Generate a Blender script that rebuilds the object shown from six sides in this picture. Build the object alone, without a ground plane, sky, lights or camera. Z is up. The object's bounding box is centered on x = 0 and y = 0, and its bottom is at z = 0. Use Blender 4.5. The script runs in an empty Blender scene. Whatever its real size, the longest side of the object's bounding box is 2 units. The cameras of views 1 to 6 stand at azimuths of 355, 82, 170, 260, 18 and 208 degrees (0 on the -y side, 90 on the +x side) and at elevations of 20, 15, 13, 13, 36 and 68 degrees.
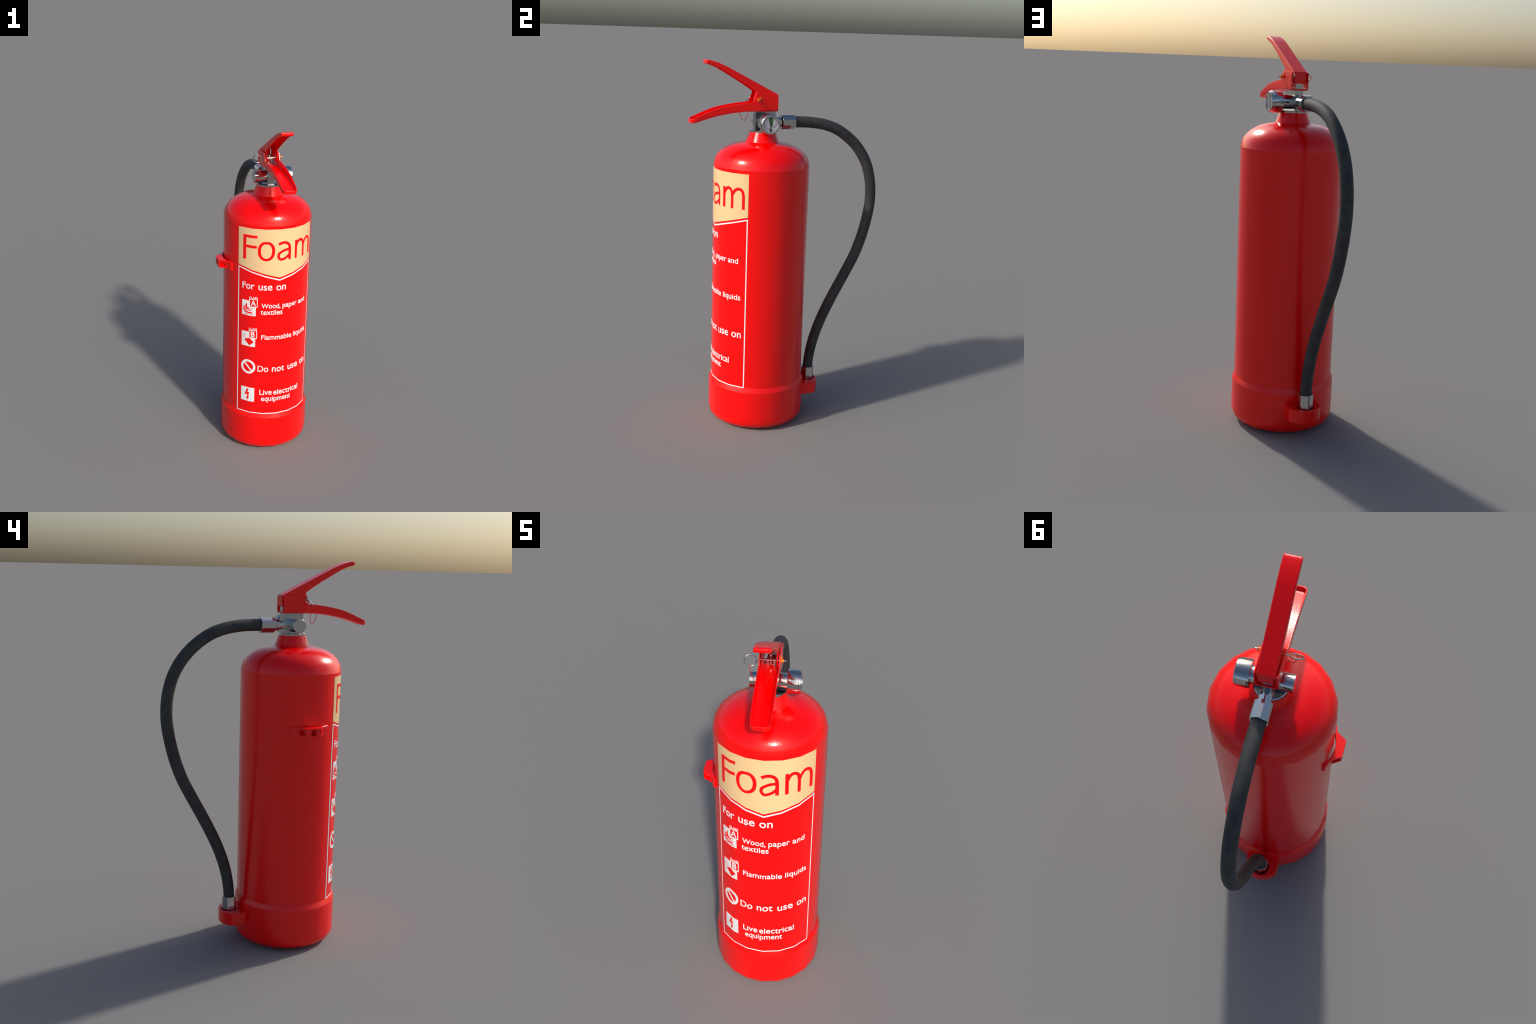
import bpy, bmesh, math, random
from mathutils import Vector, Matrix

random.seed(7)
YAW = math.radians(11.9)          # the whole object stands turned about its cylinder axis
AXIS = (0.0180, -0.1400, 0.0)       # where the cylinder axis meets the ground
VALVE_Z = 1.680
RV = 0.2590                       # corner radius of the twenty-sided cylinder
SIDES = 20
STEP = 2 * math.pi / SIDES
FACET = 2 * RV * math.sin(STEP / 2)

scene = bpy.context.scene
coll = scene.collection

# ------------------------------------------------------------------ materials
def new_mat(name):
    m = bpy.data.materials.new(name)
    m.use_nodes = True
    nt = m.node_tree
    return m, nt, nt.nodes["Principled BSDF"]

def noise(nt, scale, detail=3.0, rough=0.5, coord=None, stretch=None):
    tc = nt.nodes.new("ShaderNodeTexCoord")
    n = nt.nodes.new("ShaderNodeTexNoise")
    n.inputs["Scale"].default_value = scale
    n.inputs["Detail"].default_value = detail
    n.inputs["Roughness"].default_value = rough
    src = tc.outputs["Object"]
    if stretch:
        mp = nt.nodes.new("ShaderNodeMapping")
        mp.inputs["Scale"].default_value = stretch
        nt.links.new(src, mp.inputs["Vector"])
        src = mp.outputs["Vector"]
    nt.links.new(src, n.inputs["Vector"])
    return n

def ramp(nt, src, stops):
    r = nt.nodes.new("ShaderNodeValToRGB")
    els = r.color_ramp.elements
    while len(els) < len(stops):
        els.new(0.5)
    for e, (p, c) in zip(els, stops):
        e.position = p
        e.color = (*c, 1) if len(c) == 3 else c
    nt.links.new(src, r.inputs["Fac"])
    return r

def bump(nt, bsdf, height, strength, distance):
    b = nt.nodes.new("ShaderNodeBump")
    b.inputs["Strength"].default_value = strength
    b.inputs["Distance"].default_value = distance
    nt.links.new(height, b.inputs["Height"])
    nt.links.new(b.outputs["Normal"], bsdf.inputs["Normal"])

def paint(name, lo, hi, rough, bump_strength, scratch=False):
    m, nt, b = new_mat(name)
    n = noise(nt, 3.5, 4)
    r = ramp(nt, n.outputs["Fac"], [(0.35, lo), (0.65, hi)])
    col = r.outputs["Color"]
    if scratch:
        # a few hair-fine darker rub marks
        s = nt.nodes.new("ShaderNodeTexVoronoi")
        s.feature = 'DISTANCE_TO_EDGE'
        s.inputs["Scale"].default_value = 6.0
        tc = nt.nodes.new("ShaderNodeTexCoord")
        nt.links.new(tc.outputs["Object"], s.inputs["Vector"])
        sr = ramp(nt, s.outputs["Distance"], [(0.0, (0.93, 0.93, 0.93)), (0.010, (1, 1, 1))])
        mx = nt.nodes.new("ShaderNodeMix")
        mx.data_type = 'RGBA'
        mx.blend_type = 'MULTIPLY'
        mx.inputs["Factor"].default_value = 1.0
        nt.links.new(col, mx.inputs["A"])
        nt.links.new(sr.outputs["Color"], mx.inputs["B"])
        col = mx.outputs["Result"]
    nt.links.new(col, b.inputs["Base Color"])
    b.inputs["Roughness"].default_value = rough
    f = noise(nt, 165, 2)
    bump(nt, b, f.outputs["Fac"], bump_strength, 0.0015)
    return m

def plain(name, color, rough=0.4, metallic=0.0, vary=0.0):
    m, nt, b = new_mat(name)
    n = noise(nt, 14, 3)
    lo = tuple(c * (1 - vary) for c in color)
    r = ramp(nt, n.outputs["Fac"], [(0.3, lo), (0.7, color)])
    nt.links.new(r.outputs["Color"], b.inputs["Base Color"])
    b.inputs["Roughness"].default_value = rough
    b.inputs["Metallic"].default_value = metallic
    return m

RED = paint("red_paint", (0.97, 0.0, 0.0), (1.0, 0.0, 0.0), 0.20, 0.34)
RED_LEVER = paint("red_lever_paint", (0.93, 0.0, 0.0), (1.0, 0.0, 0.0), 0.25, 0.26, True)
RED_PLASTIC = paint("red_moulded_plastic", (0.97, 0.0, 0.0), (1.0, 0.0, 0.0), 0.27, 0.03)
RED_PRINT = plain("red_print", (1.0, 0.0, 0.0), 0.3)
RED_CORD = plain("red_cord", (0.75, 0.01, 0.01), 0.5)
CREAM = plain("cream_print", (0.93, 0.63, 0.32), 0.32, vary=0.03)
WHITE = plain("white_print", (0.93, 0.93, 0.93), 0.32)
CHROME = plain("chromed_metal", (0.56, 0.56, 0.56), 0.10, 1.0, vary=0.04)
BRUSHED = plain("satin_metal", (0.50, 0.50, 0.50), 0.20, 1.0, vary=0.06)
ORANGE = plain("orange_plastic", (0.90, 0.16, 0.0), 0.4)
DIAL = plain("dial_face", (0.78, 0.77, 0.79), 0.35, vary=0.05)
GREEN = plain("green_print", (0.035, 0.22, 0.05), 0.4)
DARK = plain("dark_print", (0.03, 0.03, 0.03), 0.4)
BROWN = plain("brown_hub", (0.09, 0.06, 0.04), 0.5)

def rubber():
    m, nt, b = new_mat("black_rubber")
    n = noise(nt, 16.0, 4, 0.65)
    r = ramp(nt, n.outputs["Fac"], [(0.30, (0.022, 0.023, 0.024)), (0.72, (0.052, 0.052, 0.051))])
    nt.links.new(r.outputs["Color"], b.inputs["Base Color"])
    b.inputs["Roughness"].default_value = 0.72
    f = noise(nt, 160, 2)
    bump(nt, b, f.outputs["Fac"], 0.15, 0.001)
    return m
RUBBER = rubber()

def glass():
    m, nt, b = new_mat("gauge_glass")
    out = nt.nodes["Material Output"]
    b.inputs["Base Color"].default_value = (0.9, 0.9, 0.9, 1)
    b.inputs["Metallic"].default_value = 1.0
    b.inputs["Roughness"].default_value = 0.08
    clear = nt.nodes.new("ShaderNodeBsdfTransparent")
    fr = nt.nodes.new("ShaderNodeFresnel")
    fr.inputs["IOR"].default_value = 1.35
    mix = nt.nodes.new("ShaderNodeMixShader")
    dim = nt.nodes.new("ShaderNodeMath")
    dim.operation = 'MULTIPLY'
    dim.inputs[1].default_value = 0.35
    nt.links.new(fr.outputs["Fac"], dim.inputs[0])
    nt.links.new(dim.outputs["Value"], mix.inputs["Fac"])
    nt.links.new(clear.outputs["BSDF"], mix.inputs[1])
    nt.links.new(b.outputs["BSDF"], mix.inputs[2])
    nt.links.new(mix.outputs["Shader"], out.inputs["Surface"])
    return m
GLASS = glass()

# ------------------------------------------------------------------ helpers
root = bpy.data.objects.new("fire_extinguisher", None)
root.empty_display_size = 0.2
root.location = AXIS
root.rotation_euler = (0, 0, YAW)
root["label"] = "red foam fire extinguisher with black hose and printed label"
root["category"] = "fire extinguisher"
coll.objects.link(root)

def add(name, mesh, mat, parent=None, smooth_angle=None, weighted=False):
    mesh.materials.clear()
    mesh.materials.append(mat)
    if smooth_angle is not None:
        for p in mesh.polygons:
            p.use_smooth = True
        mesh.set_sharp_from_angle(angle=math.radians(smooth_angle))
    ob = bpy.data.objects.new(name, mesh)
    ob.parent = parent or root
    coll.objects.link(ob)
    if weighted:
        wn = ob.modifiers.new("flat_faces", 'WEIGHTED_NORMAL')
        wn.keep_sharp = True
        wn.weight = 100
    return ob

def to_mesh(bm, name, fix=True):
    if fix:
        bmesh.ops.recalc_face_normals(bm, faces=bm.faces[:])
    me = bpy.data.meshes.new(name)
    bm.to_mesh(me)
    bm.free()
    return me

def lathe_bm(profile, n, phase=0.0, frame=None, close_start=True, close_end=True, bm=None):
    """Turn a (radius, height) profile about z; frame maps the result elsewhere."""
    bm = bm or bmesh.new()
    frame = frame or Matrix.Identity(4)
    rings = []
    for r, z in profile:
        rings.append([bm.verts.new(frame @ Vector((r * math.sin(phase + 2 * math.pi * i / n),
                                                   -r * math.cos(phase + 2 * math.pi * i / n), z)))
                      for i in range(n)])
    for a, b in zip(rings, rings[1:]):
        for i in range(n):
            j = (i + 1) % n
            bm.faces.new((a[i], a[j], b[j], b[i]))
    if close_start:
        bm.faces.new(rings[0][::-1])
    if close_end:
        bm.faces.new(rings[-1])
    return bm

def lathe(name, profile, n, mat, parent=None, phase=0.0, frame=None, angle=30, **kw):
    return add(name, to_mesh(lathe_bm(profile, n, phase, frame, **kw), name), mat, parent, angle)

# frames whose z axis lies along the object's x or y axis
ALONG_X = Matrix(((0, 0, 1, 0), (1, 0, 0, 0), (0, 1, 0, VALVE_Z), (0, 0, 0, 1)))
ALONG_Y = Matrix(((1, 0, 0, 0), (0, 0, 1, 0), (0, -1, 0, VALVE_Z), (0, 0, 0, 1)))

def catmull(pts, per=8):
    P = [Vector(p) for p in pts]
    P = [P[0] * 2 - P[1]] + P + [P[-1] * 2 - P[-2]]
    out = []
    for i in range(1, len(P) - 2):
        p0, p1, p2, p3 = P[i - 1:i + 3]
        for k in range(per):
            t = k / per
            out.append(0.5 * (2 * p1 + (p2 - p0) * t + (2 * p0 - 5 * p1 + 4 * p2 - p3) * t * t
                              + (3 * p1 - p0 - 3 * p2 + p3) * t ** 3))
    out.append(P[-2])
    return out

def tube_bm(path, radius, n=12, bm=None, closed=False, side=Vector((1, 0, 0))):
    bm = bm or bmesh.new()
    rings = []
    m = len(path)
    for i, p in enumerate(path):
        a = path[(i - 1) % m] if closed or i else path[0]
        b = path[(i + 1) % m] if closed or i < m - 1 else path[-1]
        t = (b - a).normalized()
        u = (side - t * side.dot(t)).normalized()
        v = t.cross(u)
        rad = radius(i / (m - 1)) if callable(radius) else radius
        rings.append([bm.verts.new(p + rad * (math.cos(2 * math.pi * k / n) * u + math.sin(2 * math.pi * k / n) * v))
                      for k in range(n)])
    pairs = list(zip(rings, rings[1:]))
    if closed:
        pairs.append((rings[-1], rings[0]))
    for a, b in pairs:
        for k in range(n):
            j = (k + 1) % n
            bm.faces.new((a[k], a[j], b[j], b[k]))
    if not closed:
        bm.faces.new(rings[0][::-1])
        bm.faces.new(rings[-1])
    return bm

def extrude_poly(poly, lo, hi, to3d, bm=None):
    """Prism over a 2D outline; to3d(u, v, w) places it."""
    bm = bm or bmesh.new()
    a = [bm.verts.new(to3d(u, v, lo)) for u, v in poly]
    b = [bm.verts.new(to3d(u, v, hi)) for u, v in poly]
    n = len(poly)
    for i in range(n):
        j = (i + 1) % n
        bm.faces.new((a[i], a[j], b[j], b[i]))
    bm.faces.new(a[::-1])
    bm.faces.new(b)
    return bm

def box_bm(x0, x1, y0, y1, z0, z1, bm=None):
    return extrude_poly([(x0, y0), (x1, y0), (x1, y1), (x0, y1)], z0, z1, lambda u, v, w: (u, v, w), bm)

def modified(base_mesh, cutters=(), bevel=None, segments=2, angle=35):
    """Boolean-subtract cutter meshes, then round the edges; returns a plain mesh."""
    ob = bpy.data.objects.new("work", base_mesh)
    coll.objects.link(ob)
    tools = []
    for c in cutters:
        t = bpy.data.objects.new("tool", c)
        coll.objects.link(t)
        tools.append(t)
        mod = ob.modifiers.new("cut", 'BOOLEAN')
        mod.operation = 'DIFFERENCE'
        mod.solver = 'EXACT'
        mod.object = t
    if bevel:
        mod = ob.modifiers.new("round", 'BEVEL')
        mod.width = bevel
        mod.segments = segments
        mod.limit_method = 'ANGLE'
        mod.angle_limit = math.radians(angle)
        mod.use_clamp_overlap = True
    dg = bpy.context.evaluated_depsgraph_get()
    dg.update()
    me = bpy.data.meshes.new_from_object(ob.evaluated_get(dg))
    for o in [ob] + tools:
        d = o.data
        bpy.data.objects.remove(o)
        bpy.data.meshes.remove(d)
    return me

# ------------------------------------------------------------------ pressure vessel
body_profile = [(0.10, 0.06), (RV, 0.06), (RV, 1.4545), (0.2543, 1.4755), (0.2475, 1.4945), (0.2365, 1.5120), (0.2110, 1.5365),
                (0.1775, 1.5560), (0.1410, 1.5675), (0.1130, 1.5718), (0.0965, 1.5745), (0.0790, 1.5840)]
bm = lathe_bm(body_profile, SIDES)
me = to_mesh(bm, "cylinder")
cylinder = add("cylinder", me, RED, None, 40)
def crease(ob, *heights):
    me = ob.data
    for e in me.edges:
        za, zb = (me.vertices[i].co.z for i in e.vertices)
        if any(abs(za - h) < 1e-4 and abs(zb - h) < 1e-4 for h in heights):
            e.use_edge_sharp = True
crease(cylinder, 1.4545)            # faint crease where the shoulder is pressed on

lathe("neck", [(0.0925, 1.5685), (0.0692, 1.6295), (0.060, 1.6295)], SIDES, RED, angle=30)

skirt = lathe("base_skirt", [(0.2500, 0.2400), (0.2598, 0.2555), (0.2700, 0.2290), (0.2700, 0.0600), (0.2680, 0.0440),
                             (0.2600, 0.0270), (0.2470, 0.0150), (0.2150, 0.0)], SIDES, RED_PLASTIC, angle=50)
crease(skirt, 0.2555, 0.2290, 0.0)

# hose clip: a rounded lug with a round socket
lug = [(-0.0835, 0.225), (-0.0835, 0.318), (-0.078, 0.336), (-0.062, 0.352), (-0.034, 0.368), (0.0, 0.3735),
       (0.034, 0.368), (0.062, 0.352), (0.078, 0.336), (0.0835, 0.318), (0.0835, 0.225)]
socket = [(0.0425 * math.cos(a), 0.321 + 0.0425 * math.sin(a)) for a in [2 * math.pi * i / 24 for i in range(24)]]
flat = lambda u, v, w: (u, v, w)
me = modified(to_mesh(extrude_poly(lug, 0.112, 0.181, flat), "lug"),
              [to_mesh(extrude_poly(socket, 0.150, 0.25, flat), "socket")], 0.0025, 2, 50)
add("hose_clip", me, RED_PLASTIC, skirt, 35, True)

# ------------------------------------------------------------------ wall bracket
half = [(-0.232, 0.102), (-0.2440, 0.1025), (-0.2495, 0.099), (-0.2610, 0.067), (-0.3045, 0.039)]
plan = half + [(x, -y) for x, y in reversed(half)]
inner = []
for i in range(-4, 5):
    a = math.radians(i * 6.0)
    inner.append((-(0.2665 - 0.004 * (abs(i) / 4)) * math.cos(a), 0.2665 * math.sin(a) * 0.80))
plan += inner
blk = to_mesh(extrude_poly(plan, 1.1535, 1.1995, flat), "bracket")
cut = [to_mesh(box_bm(-0.33, -0.275, -0.012, 0.014, 1.163, 1.190), "w")]
for s in (1, -1):
    d = Vector((-0.3045 + 0.2610, 0.039 - 0.067, 0)).normalized()
    nrm = Vector((d.y, -d.x, 0)) * -1
    if nrm.y < 0:
        nrm = -nrm
    mid = Vector(((-0.3045 - 0.2610) / 2 - 0.001, (0.039 + 0.067) / 2, 0))
    b2 = bmesh.new()
    pts = [mid + d * 0.0175 + nrm * 0.02, mid - d * 0.0175 + nrm * 0.02, mid - d * 0.0175 - nrm * 0.022, mid + d * 0.0175 - nrm * 0.022]
    extrude_poly([(p.x, p.y * s) for p in pts], 1.163, 1.190, flat, b2)
    cut.append(to_mesh(b2, "w"))
me = modified(blk, cut, 0.0012, 1, 30)
bracket = add("wall_bracket", me, RED_PLASTIC, None, 30, True)

# ------------------------------------------------------------------ printed label
def on_body(s, z, lift):
    """Label coordinates (s counted in cylinder facets, z height) to the faceted wall, with the smooth normal."""
    k = math.floor(s)
    f = s - k
    a0, a1 = k * STEP, (k + 1) * STEP
    r = RV + lift
    n0 = Vector((math.sin(a0), -math.cos(a0), 0))
    n1 = Vector((math.sin(a1), -math.cos(a1), 0))
    p = n0.lerp(n1, f) * r
    p.z = z
    return p, n0.lerp(n1, f).normalized()

def decal(name, bm, lift, mat, parent):
    """Wrap a flat bmesh lying in (s, z) around the body as a thin printed film with edges."""
    for k in range(-4, 5):
        geom = bm.verts[:] + bm.edges[:] + bm.faces[:]
        bmesh.ops.bisect_plane(bm, geom=geom, plane_co=(k, 0, 0), plane_no=(1, 0, 0), dist=1e-6)
    bm.normal_update()
    rev = [f for f in bm.faces if f.normal.z < 0]
    if rev:
        bmesh.ops.reverse_faces(bm, faces=rev)
    top = bm.faces[:]
    # facet index of each face, so a point on a facet border is placed from its own side
    verts, faces, nors, index = [], [], [], {}
    edge_use = {}
    for f in top:
        loop = []
        for l in f.loops:
            v = l.vert
            key = v
            if key not in index:
                p, n = on_body(v.co.x, v.co.y, lift + v.co.z)
                index[key] = len(verts)
                verts.append(p)
                nors.append(n)
            loop.append(index[key])
        faces.append(loop)
        for a, b in zip(loop, loop[1:] + loop[:1]):
            edge_use[(a, b)] = edge_use.get((a, b), 0) + 1
    ntop = len(faces)
    low = {}
    for (a, b) in list(edge_use):
        if (b, a) not in edge_use:
            for q in (a, b):
                if q not in low:
                    low[q] = len(verts)
                    verts.append(verts[q] - nors[q] * (lift + 0.0006))
            faces.append([b, a, low[a], low[b]])
    me = bpy.data.meshes.new(name)
    me.from_pydata(verts, [], faces)
    loopn = []
    for i, p in enumerate(me.polygons):
        p.use_smooth = True
        for vi in p.vertices:
            loopn.append(nors[vi] if i < ntop else p.normal.copy())
    me.normals_split_custom_set(loopn)
    bm.free()
    return add(name, me, mat, parent)

def flat_poly(pts, bm=None, z=0.0):
    bm = bm or bmesh.new()
    bm.faces.new([bm.verts.new((x, y, z)) for x, y in pts])
    return bm

def ring_poly(outer, inner_pts, bm=None):
    bm = bm or bmesh.new()
    a = [bm.verts.new((x, y, 0)) for x, y in outer]
    b = [bm.verts.new((x, y, 0)) for x, y in inner_pts]
    n = len(a)
    for i in range(n):
        j = (i + 1) % n
        bm.faces.new((a[i], a[j], b[j], b[i]))
    return bm

def rect(x0, y0, x1, y1):
    return [(x0, y0), (x1, y0), (x1, y1), (x0, y1)]

def text_bm(body, weight=0.0, resolution=6):
    cu = bpy.data.curves.new("t", 'FONT')
    cu.body = body
    cu.size = 1.0
    cu.offset = weight
    cu.resolution_u = resolution
    cu.fill_mode = 'FRONT'
    ob = bpy.data.objects.new("t", cu)
    coll.objects.link(ob)
    dg = bpy.context.evaluated_depsgraph_get()
    dg.update()
    me = bpy.data.meshes.new_from_object(ob.evaluated_get(dg))
    bm = bmesh.new()
    bm.from_mesh(me)
    bpy.data.objects.remove(ob)
    bpy.data.curves.remove(cu)
    bpy.data.meshes.remove(me)
    bmesh.ops.remove_doubles(bm, verts=bm.verts[:], dist=1e-5)
    return bm

def font_height(ch):
    bm = text_bm(ch)
    c = max(v.co.y for v in bm.verts)
    bm.free()
    return c
CAP, XH = font_height("F"), font_height("x")
XRATIO = 0.745                     # tall lower case: x-height against capital height

def word(body, s0, s1, baseline, cap, weight=0.0):
    bm = text_bm(body, weight)
    x0 = min(v.co.x for v in bm.verts)
    x1 = max(v.co.x for v in bm.verts)
    for v in bm.verts:
        v.co.x = s0 + (v.co.x - x0) * (s1 - s0) / (x1 - x0)
        y = v.co.y
        if body != body.upper():
            y = y * XRATIO * CAP / XH if y < XH else XRATIO * CAP + (y - XH) * (1 - XRATIO) * CAP / (CAP - XH)
        v.co.y = baseline + y * cap / CAP
        v.co.z = 0
    return bm

L0, L1, LC = -3.107, 3.143, 0.018
label = decal("label", flat_poly([(L0, 1.437), (L0, 1.2115), (LC, 1.1465), (L1, 1.2115), (L1, 1.437)]), 0.0010, CREAM, None)
ts, tz = 0.0058 / FACET, 0.0065
o = [(L0, 1.2015), (LC, 1.1355), (L1, 1.2015), (L1, 0.2540), (L0, 0.2540)]
i_ = [(L0 + ts, 1.2015 - tz - 0.0016), (LC, 1.1355 - tz - 0.0018), (L1 - ts, 1.2015 - tz - 0.0016), (L1 - ts, 0.2540 + 0.0062), (L0 + ts, 0.2540 + 0.0062)]
decal("border_line", ring_poly(o, i_), 0.0010, WHITE, label)

BOLD = 0.009
for body, s0, s1, z, cap in [
        ("For", -2.745, -1.789, 1.0680, 0.0385), ("use", -1.508, -0.496, 1.0680, 0.0385), ("on", -0.223, 0.522, 1.0680, 0.0385),
        ("Wood,", -1.258, 0.128, 0.9555, 0.0280), ("paper", 0.290, 1.534, 0.9555, 0.0280), ("and", 1.700, 2.512, 0.9555, 0.0280),
        ("textiles", -1.315, 0.310, 0.9150, 0.0280),
        ("Flammable", -1.230, 1.103, 0.7545, 0.0285), ("liquids", 1.300, 2.736, 0.7545, 0.0285),
        ("Do", -1.450, -0.652, 0.5415, 0.0375), ("not", -0.378, 0.585, 0.5415, 0.0375),
        ("use", 0.862, 1.840, 0.5415, 0.0375), ("on", 2.128, 2.838, 0.5415, 0.0375),
        ("Live", -1.274, -0.345, 0.3860, 0.0330), ("electrical", -0.230, 1.957, 0.3860, 0.0330),
        ("equipment", -1.142, 1.203, 0.3440, 0.0300)]:
    decal("lettering", word(body, s0, s1, z, cap, BOLD), 0.0010, WHITE, label)

def stroke(pts, width, bm, taper=0.35, z=0.0, smooth=0):
    """Brush stroke of given width through (s, height) points, a film of its own."""
    P = [Vector((x * FACET, y, 0)) for x, y in pts]
    if smooth:
        P = catmull(P, smooth)
    L, R = [], []
    for i, p in enumerate(P):
        t = (P[min(i + 1, len(P) - 1)] - P[max(i - 1, 0)]).normalized()
        nrm = Vector((-t.y, t.x, 0))
        w = width * (1 if 0 < i < len(P) - 1 else taper) / 2
        L.append(bm.verts.new(((p + nrm * w).x / FACET, (p + nrm * w).y, z)))
        R.append(bm.verts.new(((p - nrm * w).x / FACET, (p - nrm * w).y, z)))
    for i in range(len(P) - 1):
        bm.faces.new((L[i], R[i], R[i + 1], L[i + 1]))

# the large product word, drawn letter by letter as broad round-pen strokes
PEN = 0.0172
def letter(strokes):
    bm = bmesh.new()
    for k, (pts, w, smooth) in enumerate(strokes):
        stroke(pts, w, bm, 1.0, 0.00025 * k, smooth)
    decal("letter", bm, 0.0018, RED_PRINT, label)
letter([([(-2.597, 1.2500), (-2.597, 1.3970)], 0.0192, 0), ([(-2.60, 1.3892), (-1.640, 1.3892)], 0.0158, 0), ([(-2.60, 1.3290), (-1.672, 1.3290)], 0.0158, 0)])
oc, oz = -0.9865, 1.3070
def oval(rx, rz, p=2.25, n=44):
    out = []
    for i in range(n):
        a = 2 * math.pi * i / n
        c, q = math.cos(a), math.sin(a)
        out.append((oc + rx * math.copysign(abs(c) ** (2 / p), c), oz + rz * math.copysign(abs(q) ** (2 / p), q)))
    return out
decal("letter", ring_poly(oval(0.610, 0.0582), oval(0.397, 0.0432)), 0.0018, RED_PRINT, label)
letter([([(-0.125, 1.3475), (0.06, 1.3545), (0.30, 1.3570), (0.53, 1.3510), (0.68, 1.3370), (0.727, 1.3140), (0.730, 1.2800), (0.730, 1.2515)], PEN - 0.0012, 5),
        ([(0.730, 1.3140), (0.45, 1.3125), (0.17, 1.3060), (-0.06, 1.2940), (-0.130, 1.2790), (-0.06, 1.2625), (0.13, 1.2560), (0.38, 1.2620), (0.60, 1.2740), (0.720, 1.2860)], PEN - 0.0028, 5)])
letter([([(1.270, 1.2515), (1.270, 1.3610)], PEN, 0),
        ([(1.290, 1.3250), (1.40, 1.3430), (1.56, 1.3550), (1.74, 1.3560), (1.90, 1.3460), (1.978, 1.3220), (1.985, 1.2900), (1.985, 1.2515)], PEN - 0.0014, 5),
        ([(2.010, 1.3250), (2.14, 1.3430), (2.32, 1.3550), (2.54, 1.3560), (2.72, 1.3460), (2.800, 1.3220), (2.807, 1.2900), (2.807, 1.2515)], PEN - 0.0014, 5)])

def class_icon(z0, letter):
    """White pictogram field with a lettered class box let into its top right corner."""
    x0, x1, zt = -2.748, -1.666, z0 + 0.094
    bx0, bx1, bz0, bz1 = -2.165, -1.540, z0 + 0.0555, z0 + 0.1075
    pic = decal("pictogram", flat_poly([(x0, z0), (x1, z0), (x1, bz0), (bx0, bz0), (bx0, zt), (x0, zt)]), 0.0010, WHITE, label)
    t = 0.0040
    decal("class_box", ring_poly(rect(bx0, bz0, bx1, bz1), rect(bx0 + t / FACET, bz0 + t, bx1 - t / FACET, bz1 - t)), 0.0013, WHITE, label)
    w = (bx1 - bx0)
    m = 0.20 if letter == "A" else 0.27
    decal("lettering", word(letter, bx0 + m * w, bx1 - m * w, bz0 + 0.0098, 0.0325, 0.02), 0.0010, WHITE, label)
    decal("lettering", word("CLASS", bx0 - 0.01, bx1 - 0.005, z0 + 0.1105, 0.0105, 0.010), 0.0010, WHITE, label)

class_icon(0.9005, "A")
class_icon(0.7010, "B")
# burning wood: flames above crossed logs
bm = bmesh.new()
for pts, w in [([(-2.62, 0.9170), (-2.35, 0.9240), (-2.02, 0.9150), (-1.84, 0.9085)], 0.0060),
               ([(-2.58, 0.9060), (-2.30, 0.9140), (-2.05, 0.9230), (-1.86, 0.9270)], 0.0060),
               ([(-2.28, 0.9330), (-2.10, 0.9360), (-1.92, 0.9345)], 0.0050),
               ([(-2.22, 0.9420), (-2.05, 0.9445), (-1.86, 0.9520)], 0.0040),
               ([(-2.68, 0.9420), (-2.58, 0.9330), (-2.42, 0.9270), (-2.32, 0.9300)], 0.0075),
               ([(-2.60, 0.9600), (-2.55, 0.9450), (-2.44, 0.9370)], 0.0085),
               ([(-2.36, 0.9760), (-2.41, 0.9600), (-2.35, 0.9440), (-2.28, 0.9390)], 0.0110),
               ([(-2.22, 0.9540), (-2.25, 0.9440), (-2.20, 0.9370)], 0.0060)]:
    stroke(pts, w, bm, z=len(bm.faces) * 0.00005)
decal("flame_sign", bm, 0.0017, RED_PRINT, label)
# tipped fuel can with drops
bm = flat_poly([(-2.50, 0.7400), (-2.12, 0.7580), (-1.765, 0.7330), (-2.092, 0.7080)])
for pts, w in [([(-2.53, 0.7400), (-2.40, 0.7475), (-2.25, 0.7480)], 0.0045), ([(-2.36, 0.7500), (-2.22, 0.7580)], 0.0035),
               ([(-2.60, 0.7740), (-2.66, 0.7630)], 0.0045), ([(-2.46, 0.7810), (-2.53, 0.7680)], 0.0050),
               ([(-2.60, 0.7520), (-2.55, 0.7620)], 0.0040), ([(-2.52, 0.7280), (-2.60, 0.7350)], 0.0040), ([(-2.40, 0.7690), (-2.45, 0.7580)], 0.0040)]:
    stroke(pts, w, bm, z=len(bm.faces) * 0.00008)
decal("fuel_can_sign", bm, 0.0017, RED_PRINT, label)
# prohibition ring
cx, cz, rx, rz = -2.188, 0.5660, 0.575, 0.0465
circ = lambda k, c=48: [(cx + rx * k * math.cos(2 * math.pi * i / c), cz + rz * k * math.sin(2 * math.pi * i / c)) for i in range(c)]
bm = ring_poly(circ(1.0), circ(0.70))
decal("prohibition_sign", bm, 0.0010, WHITE, label)
bm = bmesh.new()
d = 0.72 * 0.7071
flat_poly([(cx - rx * (d + 0.07), cz + rz * (d - 0.07)), (cx + rx * (d - 0.07), cz - rz * (d + 0.07)),
           (cx + rx * (d + 0.07), cz - rz * (d - 0.07)), (cx - rx * (d - 0.07), cz + rz * (d + 0.07))], bm)
decal("prohibition_bar", bm, 0.0013, WHITE, label)
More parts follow.
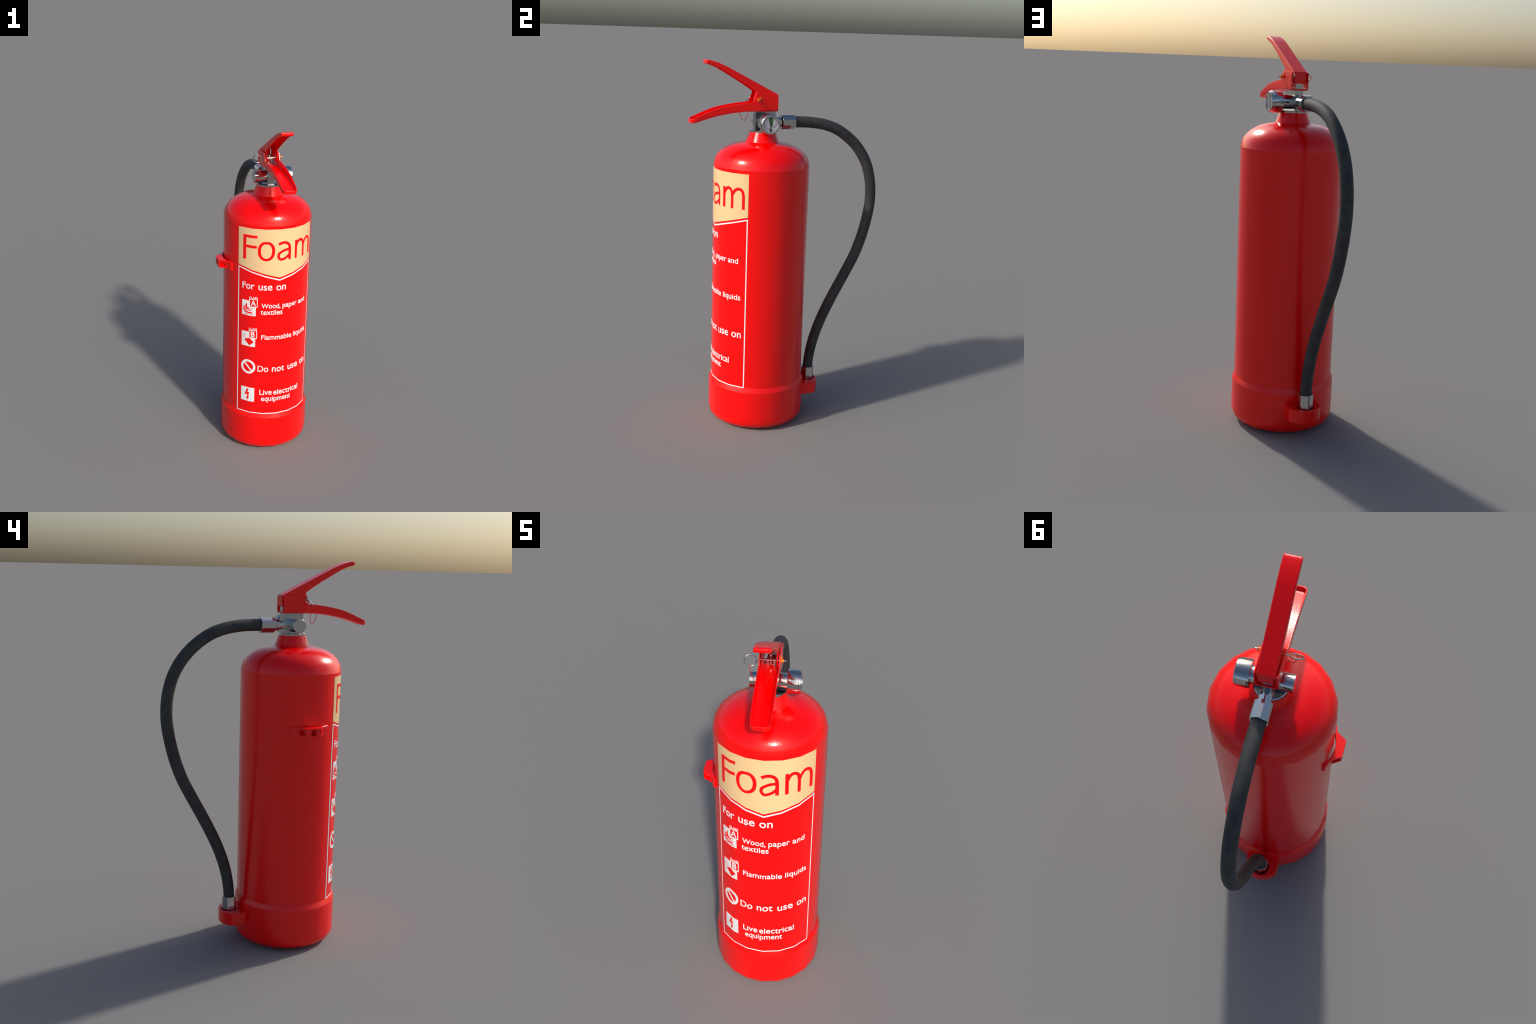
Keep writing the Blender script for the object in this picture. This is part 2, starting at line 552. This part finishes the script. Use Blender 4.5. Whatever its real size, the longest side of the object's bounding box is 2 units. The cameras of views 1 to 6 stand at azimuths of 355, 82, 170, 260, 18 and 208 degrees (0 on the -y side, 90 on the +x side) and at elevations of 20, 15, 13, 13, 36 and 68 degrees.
# mains voltage sign
decal("pictogram", flat_poly(rect(-2.735, 0.3325, -1.662, 0.4260)), 0.0010, WHITE, label)
bolt = [(-2.250, 0.4190), (-2.105, 0.4135), (-2.215, 0.3920), (-2.045, 0.3965), (-2.130, 0.3625), (-2.030, 0.3630), (-2.215, 0.3410),
        (-2.305, 0.3570), (-2.225, 0.3590), (-2.205, 0.3800), (-2.430, 0.3730)]
decal("lightning_sign", flat_poly(bolt), 0.0017, RED_PRINT, label)

# ------------------------------------------------------------------ valve and gauge
valve_bm = bmesh.new()
lathe_bm([(0.0350, -0.0900), (0.0350, 0.0760)], 24, 0, ALONG_X, bm=valve_bm)
valve = add("valve", modified(to_mesh(valve_bm, "valve"), [], 0.0012, 1, 60), CHROME, None, 32)
lathe("collar", [(0.0600, 1.6250), (0.0682, 1.6285), (0.0682, 1.6365), (0.0650, 1.6400), (0.0500, 1.6395)], 20, BRUSHED, valve, angle=25)
post = to_mesh(extrude_poly([(-0.0490, 1.6300), (0.0640, 1.6300), (0.0640, 1.7712), (0.0150, 1.7712), (0.0150, 1.7470), (-0.0490, 1.7470)],
                            -0.0205, 0.0205, lambda u, v, w: (w, u, v)), "post")
add("valve_post", modified(post, [], 0.0015, 2), BRUSHED, valve, 40, True)
lathe("outlet_pipe", [(0.0225, 0.015), (0.0225, 0.085)], 20, CHROME, valve, 0, ALONG_Y)

def hexagon(name, across, y0, y1, chamfer, mat, parent, nz):
    r = across / math.sqrt(3)
    pts = []
    for k in range(6):
        a = math.radians(90 + 60 * k)
        c = Vector((math.cos(a), math.sin(a), 0)) * r
        for sgn in (-1, 1):
            a2 = math.radians(90 + 60 * (k + sgn))
            n = Vector((math.cos(a2), math.sin(a2), 0)) * r
            pts.append(c.lerp(n, chamfer))
    b = extrude_poly([(p.x, p.y) for p in pts], y0, y1, lambda u, v, w: (u, w, nz + v))
    return add(name, modified(to_mesh(b, name), [], 0.0012, 1, 50), mat, parent, 20, True)

hexagon("locknut", 0.050, 0.078, 0.101, 0.10, CHROME, valve, VALVE_Z)

gauge = lathe("pressure_gauge", [(0.0300, 0.0740), (0.0538, 0.0745), (0.0547, 0.0765), (0.0547, 0.1210), (0.0515, 0.1225), (0.0515, 0.1310),
                                 (0.0497, 0.1330), (0.0436, 0.1330), (0.0424, 0.1290), (0.0424, 0.1255)], 24, CHROME, None, 0, ALONG_X, 35)
DX = 0.1265
DIAL_K = 1.12
def dial_part(name, poly, lift, mat):
    return add(name, to_mesh(extrude_poly(poly, DX - 0.0005, DX + lift, lambda u, v, w: (w, u * DIAL_K, VALVE_Z + v * DIAL_K)), name), mat, gauge)
dial_part("dial", [(0.0382 * math.cos(2 * math.pi * i / 32), 0.0382 * math.sin(2 * math.pi * i / 32)) for i in range(32)], 0.0, DIAL)
hub = (0.0, -0.0270)
def arc(r, a0, a1, n, c=(0, 0)):
    return [(c[0] + r * math.cos(math.radians(a0 + (a1 - a0) * i / n)), c[1] + r * math.sin(math.radians(a0 + (a1 - a0) * i / n))) for i in range(n + 1)]
R_ARC = 0.0335
dial_part("green_zone", [(-0.0014, 0.0322), (-0.0060, 0.0318), (-0.0105, 0.0304), (-0.0030, -0.0040), (-0.0012, -0.0055)], 0.0006, GREEN)
dial_part("green_zone", [(0.0014, 0.0322), (0.0060, 0.0318), (0.0098, 0.0307), (0.0058, -0.0085), (0.0022, -0.0060)], 0.0006, GREEN)
lines = bmesh.new()
def dial_line(pts, w):
    for p, q in zip(pts, pts[1:]):
        p, q = Vector(p), Vector(q)
        t = (q - p).normalized()
        n = Vector((-t.y, t.x)) * w / 2
        t = t * w * 0.4
        extrude_poly([tuple(x) for x in (p + n - t, q + n + t, q - n + t, p - n - t)], DX - 0.0003, DX + 0.0008,
                     lambda u, v, w_: (w_, u * DIAL_K, VALVE_Z + v * DIAL_K), lines)
left = [(-0.0335, 0.001), (-0.0235, -0.0075), (-0.0265, -0.0110), (-0.0135, -0.0205), (-0.0060, -0.0130)]
right = [(0.0330, 0.0065), (0.0160, -0.0145), (0.0075, -0.0105)]
dial_line(arc(R_ARC, 178, 11, 22), 0.0018)
dial_line(left, 0.0016)
dial_line(right, 0.0016)
dial_line([(-0.0112, 0.0305), (-0.0035, -0.0040)], 0.0014)
dial_line([(0.0106, 0.0310), (0.0066, -0.0090)], 0.0014)
for h, v in ((-0.016, 0.016), (-0.015, -0.003), (0.016, 0.0165), (0.0135, 0.0), (0.021, -0.001), (0.018, -0.0245), (0.0205, -0.0245)):
    dial_line([(h - 0.0012, v + 0.0006), (h + 0.0012, v - 0.0004)], 0.0010)
add("dial_marking", to_mesh(lines, "dial_marking"), plain("grey_print", (0.06, 0.06, 0.06), 0.4), gauge)
dial_part("needle", [(-0.0030, -0.0265), (-0.0022, -0.008), (-0.0013, 0.0325), (0.0013, 0.0325), (0.0022, -0.008), (0.0030, -0.0265)], 0.0014, DARK)
dial_part("needle_hub", arc(0.0072, 0, 342, 19, hub), 0.0020, BROWN)
lathe("gauge_glass", [(0.0430, 0.1312), (0.0430, 0.1328), (0.033, 0.1348), (0.018, 0.1360), (0.0, 0.1361)][:4] + [(0.001, 0.1364)], 24, GLASS, gauge, 0, ALONG_X, 40)

# ------------------------------------------------------------------ hose
coupling = hexagon("hose_coupling", 0.0715, 0.1040, 0.1795, 0.17, CHROME, None, VALVE_Z)
lathe("coupling_spigot", [(0.0185, 0.098), (0.0185, 0.110)], 16, plain("dark_seal", (0.02, 0.02, 0.02), 0.5), coupling, 0, ALONG_Y)
hose_pts = [(0.165, 1.680), (0.225, 1.680), (0.285, 1.6765), (0.366, 1.6630), (0.443, 1.6330), (0.524, 1.5760), (0.583, 1.5120), (0.626, 1.4380),
            (0.650, 1.3600), (0.6595, 1.2950), (0.6600, 1.2170), (0.647, 1.1290), (0.621, 1.0240), (0.584, 0.9210), (0.541, 0.8350),
            (0.489, 0.7390), (0.440, 0.6460), (0.396, 0.5540), (0.361, 0.4640), (0.337, 0.3800), (0.324, 0.3050), (0.3195, 0.2450), (0.3195, 0.200)]
path = catmull([(0, y + (0.0022 if z < 1.66 else 0.0), z) for y, z in hose_pts], 5)
hose = add("hose", to_mesh(tube_bm(path, lambda t: 0.0302 - 0.0022 * max(0, t - 0.75) / 0.25, 14), "hose"), RUBBER, None, 50)
# ferrule standing in the clip socket: chamfered hexagon, open at the top
def ferrule():
    r = 0.0405
    pts = []
    for k in range(6):
        a = math.radians(30 + 60 * k + 4)
        c = Vector((math.cos(a), math.sin(a))) * r
        for sgn in (-1, 1):
            a2 = math.radians(30 + 60 * (k + sgn) + 4)
            pts.append(c.lerp(Vector((math.cos(a2), math.sin(a2))) * r, 0.12))
    b = extrude_poly([(p.x, p.y + 0.3205) for p in pts], 0.152, 0.2535, flat)
    hole = [(0.0296 * math.cos(2 * math.pi * i / 24), 0.3205 + 0.0296 * math.sin(2 * math.pi * i / 24)) for i in range(24)]
    return modified(to_mesh(b, "f"), [to_mesh(extrude_poly(hole, 0.235, 0.30, flat), "h")], 0.001, 1, 50)
add("hose_ferrule", ferrule(), CHROME, hose, 20, True)

# ------------------------------------------------------------------ squeeze lever and carrying handle
side = lambda u, v, w: (w, u, v)
lever_outline = [(-0.3235, 1.9995), (-0.3050, 2.0000), (-0.2600, 1.9880), (-0.2100, 1.9675), (-0.1380, 1.9320),
                 (-0.0470, 1.8870), (0.0330, 1.8470), (0.0720, 1.8268), (0.0715, 1.7730), (-0.0560, 1.7730), (-0.0640, 1.7900),
                 (-0.0650, 1.8050), (-0.0545, 1.8420), (-0.0920, 1.8665), (-0.1450, 1.8990), (-0.2040, 1.9320), (-0.2530, 1.9590), (-0.2870, 1.9720),
                 (-0.3235, 1.9815)]
lever_cavity = [(-0.3140, 1.9650), (-0.3140, 1.9905), (-0.3000, 1.9930), (-0.2600, 1.9825), (-0.2100, 1.9620), (-0.1380, 1.9265), (-0.0470, 1.8815),
                (0.0310, 1.8420), (0.0660, 1.8230), (0.0660, 1.7600), (-0.1000, 1.7600), (-0.0950, 1.8400)]
me = modified(modified(to_mesh(extrude_poly(lever_outline, -0.0355, 0.0355, side), "lever"), [], 0.0055, 3, 50),
              [to_mesh(extrude_poly(lever_cavity, -0.0305, 0.0305, side), "cavity"),
               to_mesh(box_bm(0.0275, 0.05, 0.0580, 0.09, 1.75, 1.8230), "slot"), to_mesh(box_bm(-0.05, -0.0275, 0.0580, 0.09, 1.75, 1.8230), "slot")])
add("squeeze_lever", me, RED_LEVER, None, 32, True)

handle_rows = [  # y, rim height, underside height, half width
    (0.0685, 1.8255, 1.7390, 0.0455), (-0.0520, 1.8300, 1.7390, 0.0455), (-0.0610, 1.8110, 1.7390, 0.0453), (-0.0720, 1.7870, 1.7388, 0.0450),
    (-0.1150, 1.7825, 1.7372, 0.0446), (-0.1820, 1.7730, 1.7305, 0.0440), (-0.2470, 1.7600, 1.7185, 0.0434), (-0.2750, 1.7515, 1.7120, 0.0431),
    (-0.3100, 1.7385, 1.7020, 0.0428), (-0.3400, 1.7260, 1.6932, 0.0424), (-0.3700, 1.7130, 1.6830, 0.0420), (-0.3830, 1.7075, 1.6798, 0.0412),
    (-0.3920, 1.7035, 1.6798, 0.0382), (-0.3990, 1.7005, 1.6795, 0.0320), (-0.4035, 1.6985, 1.6825, 0.0225)]
def handle_solid():
    b = bmesh.new()
    rows = []
    for y, t, u, w in handle_rows:
        c = min(0.010, (t - u) * 0.45)
        sec = [(-w, t), (-w, u + c), (-w + c * 0.3, u + c * 0.3), (-w + c, u), (w - c, u), (w - c * 0.3, u + c * 0.3), (w, u + c), (w, t)]
        rows.append([b.verts.new((x, y, z)) for x, z in sec])
    for p, q in zip(rows, rows[1:]):
        for i in range(8):
            j = (i + 1) % 8
            b.faces.new((p[i], p[j], q[j], q[i]))
    b.faces.new(rows[0])
    b.faces.new(rows[-1][::-1])
    return to_mesh(b, "handle")
def handle_cavity():
    th = 0.0055
    b = bmesh.new()
    rows = []
    stations = [(0.09, 1.90, 1.739, 0.0455)] + [(y, t + 0.05, u, w) for y, t, u, w in handle_rows[:-3]]
    stations.append((-0.3910, 1.753, 1.6785, 0.0372))
    stations.append((-0.3975, 1.751, 1.6800, 0.0270))
    for y, t, u, w in stations:
        a, f = w - th, u + 0.0085
        sec = [(-a, t), (-a, f + 0.005), (-a + 0.005, f), (a - 0.005, f), (a, f + 0.005), (a, t)]
        rows.append([b.verts.new((x, y, z)) for x, z in sec])
    for p, q in zip(rows, rows[1:]):
        for i in range(6):
            j = (i + 1) % 6
            b.faces.new((p[i], p[j], q[j], q[i]))
    b.faces.new(rows[0])
    b.faces.new(rows[-1][::-1])
    return to_mesh(b, "handle_cavity")
handle = add("carrying_handle", modified(handle_solid(), [handle_cavity()], 0.0016, 2, 50), RED_LEVER, None, 32, True)
lathe("cord_stud", [(0.004, 1.735), (0.004, 1.757), (0.003, 1.759)], 10, RED_LEVER, handle, 0, Matrix.Translation((-0.002, -0.1355, 0)))
# pivot pins of lever and piston inside the clamp
b2 = lathe_bm([(0.005, -0.0395), (0.005, 0.0395)], 12, 0, Matrix.Translation((0, 0.045, 1.792 - VALVE_Z)) @ ALONG_X)
lathe_bm([(0.0042, -0.036), (0.0042, 0.036)], 12, 0, Matrix.Translation((0, -0.020, 1.790 - VALVE_Z)) @ ALONG_X, bm=b2)
lathe_bm([(0.009, 1.76), (0.009, 1.80), (0.006, 1.806)], 12, 0, Matrix.Translation((0, 0.0, 0)), bm=b2)
add("pivot_pin", to_mesh(b2, "pivot_pin"), BRUSHED, handle, 40)

# ------------------------------------------------------------------ safety pin, ring, seal and cord
PY, PZ = -0.0440, 1.8003
RC = Vector((-0.0822, -0.0487, 1.7968))
tilt = Vector((0, -0.72, -0.694)).normalized()     # the ring lies in the plane of x and this direction
R_RING = 0.0255
loop = []
for i in range(45):
    a = math.radians(32 + (322) * i / 44)           # open ring: gap next to the shank
    loop.append(RC + R_RING * (math.cos(a) * Vector((1, 0, 0)) - math.sin(a) * tilt))
neckpts = [loop[-1], Vector((-0.0535, PY - 0.001, PZ - 0.001)), Vector((-0.0490, PY, PZ + 0.001)), Vector((-0.038, PY, PZ))]
shank = [Vector((-0.025 + 0.094 * i / 6, PY, PZ)) for i in range(7)]
wire = loop[:-1] + catmull(neckpts, 5) + shank
bm = tube_bm(wire, 0.0030, 10, side=Vector((0, 0.694, -0.72)))
pin = add("safety_pin", to_mesh(bm, "safety_pin"), CHROME, None, 60)
b2 = lathe_bm([(0.0075, 0.0455), (0.0075, 0.0590)], 14, 0, Matrix.Translation((0, PY, PZ - VALVE_Z)) @ ALONG_X)
lathe_bm([(0.0048, 0.0458), (0.0048, 0.0505)], 10, 0, Matrix.Translation((0, PY + 0.012, PZ + 0.010 - VALVE_Z)) @ ALONG_X, bm=b2)
extrude_poly([(PY - 0.002, PZ + 0.004), (PY + 0.004, PZ - 0.002), (PY + 0.015, PZ + 0.009), (PY + 0.009, PZ + 0.014)], 0.0459, 0.0490, side, b2)
add("tamper_seal", to_mesh(b2, "tamper_seal"), ORANGE, pin, 40)
knot = RC + R_RING * tilt
cord_pts = [knot + Vector((0.0, 0.001, 0.001)), knot + Vector((0.0, -0.001, -0.006)), (-0.0800, -0.0640, 1.7560), (-0.0700, -0.0640, 1.7220), (-0.0520, -0.0760, 1.6960),
            (-0.0330, -0.0930, 1.6865), (-0.0200, -0.1110, 1.6960), (-0.0110, -0.1250, 1.7180), (-0.0050, -0.1330, 1.7400)]
bm = tube_bm(catmull(cord_pts, 6), 0.0015, 8, side=Vector((0.3, 1, 0)))
tie = [knot + 0.0042 * (math.cos(2 * math.pi * i / 14) * Vector((0, 0.694, -0.72)) + math.sin(2 * math.pi * i / 14) * tilt) for i in range(14)]
tube_bm(tie, 0.0016, 8, bm, True, Vector((1, 0, 0)))
add("cord", to_mesh(bm, "cord"), RED_CORD, pin, 60)
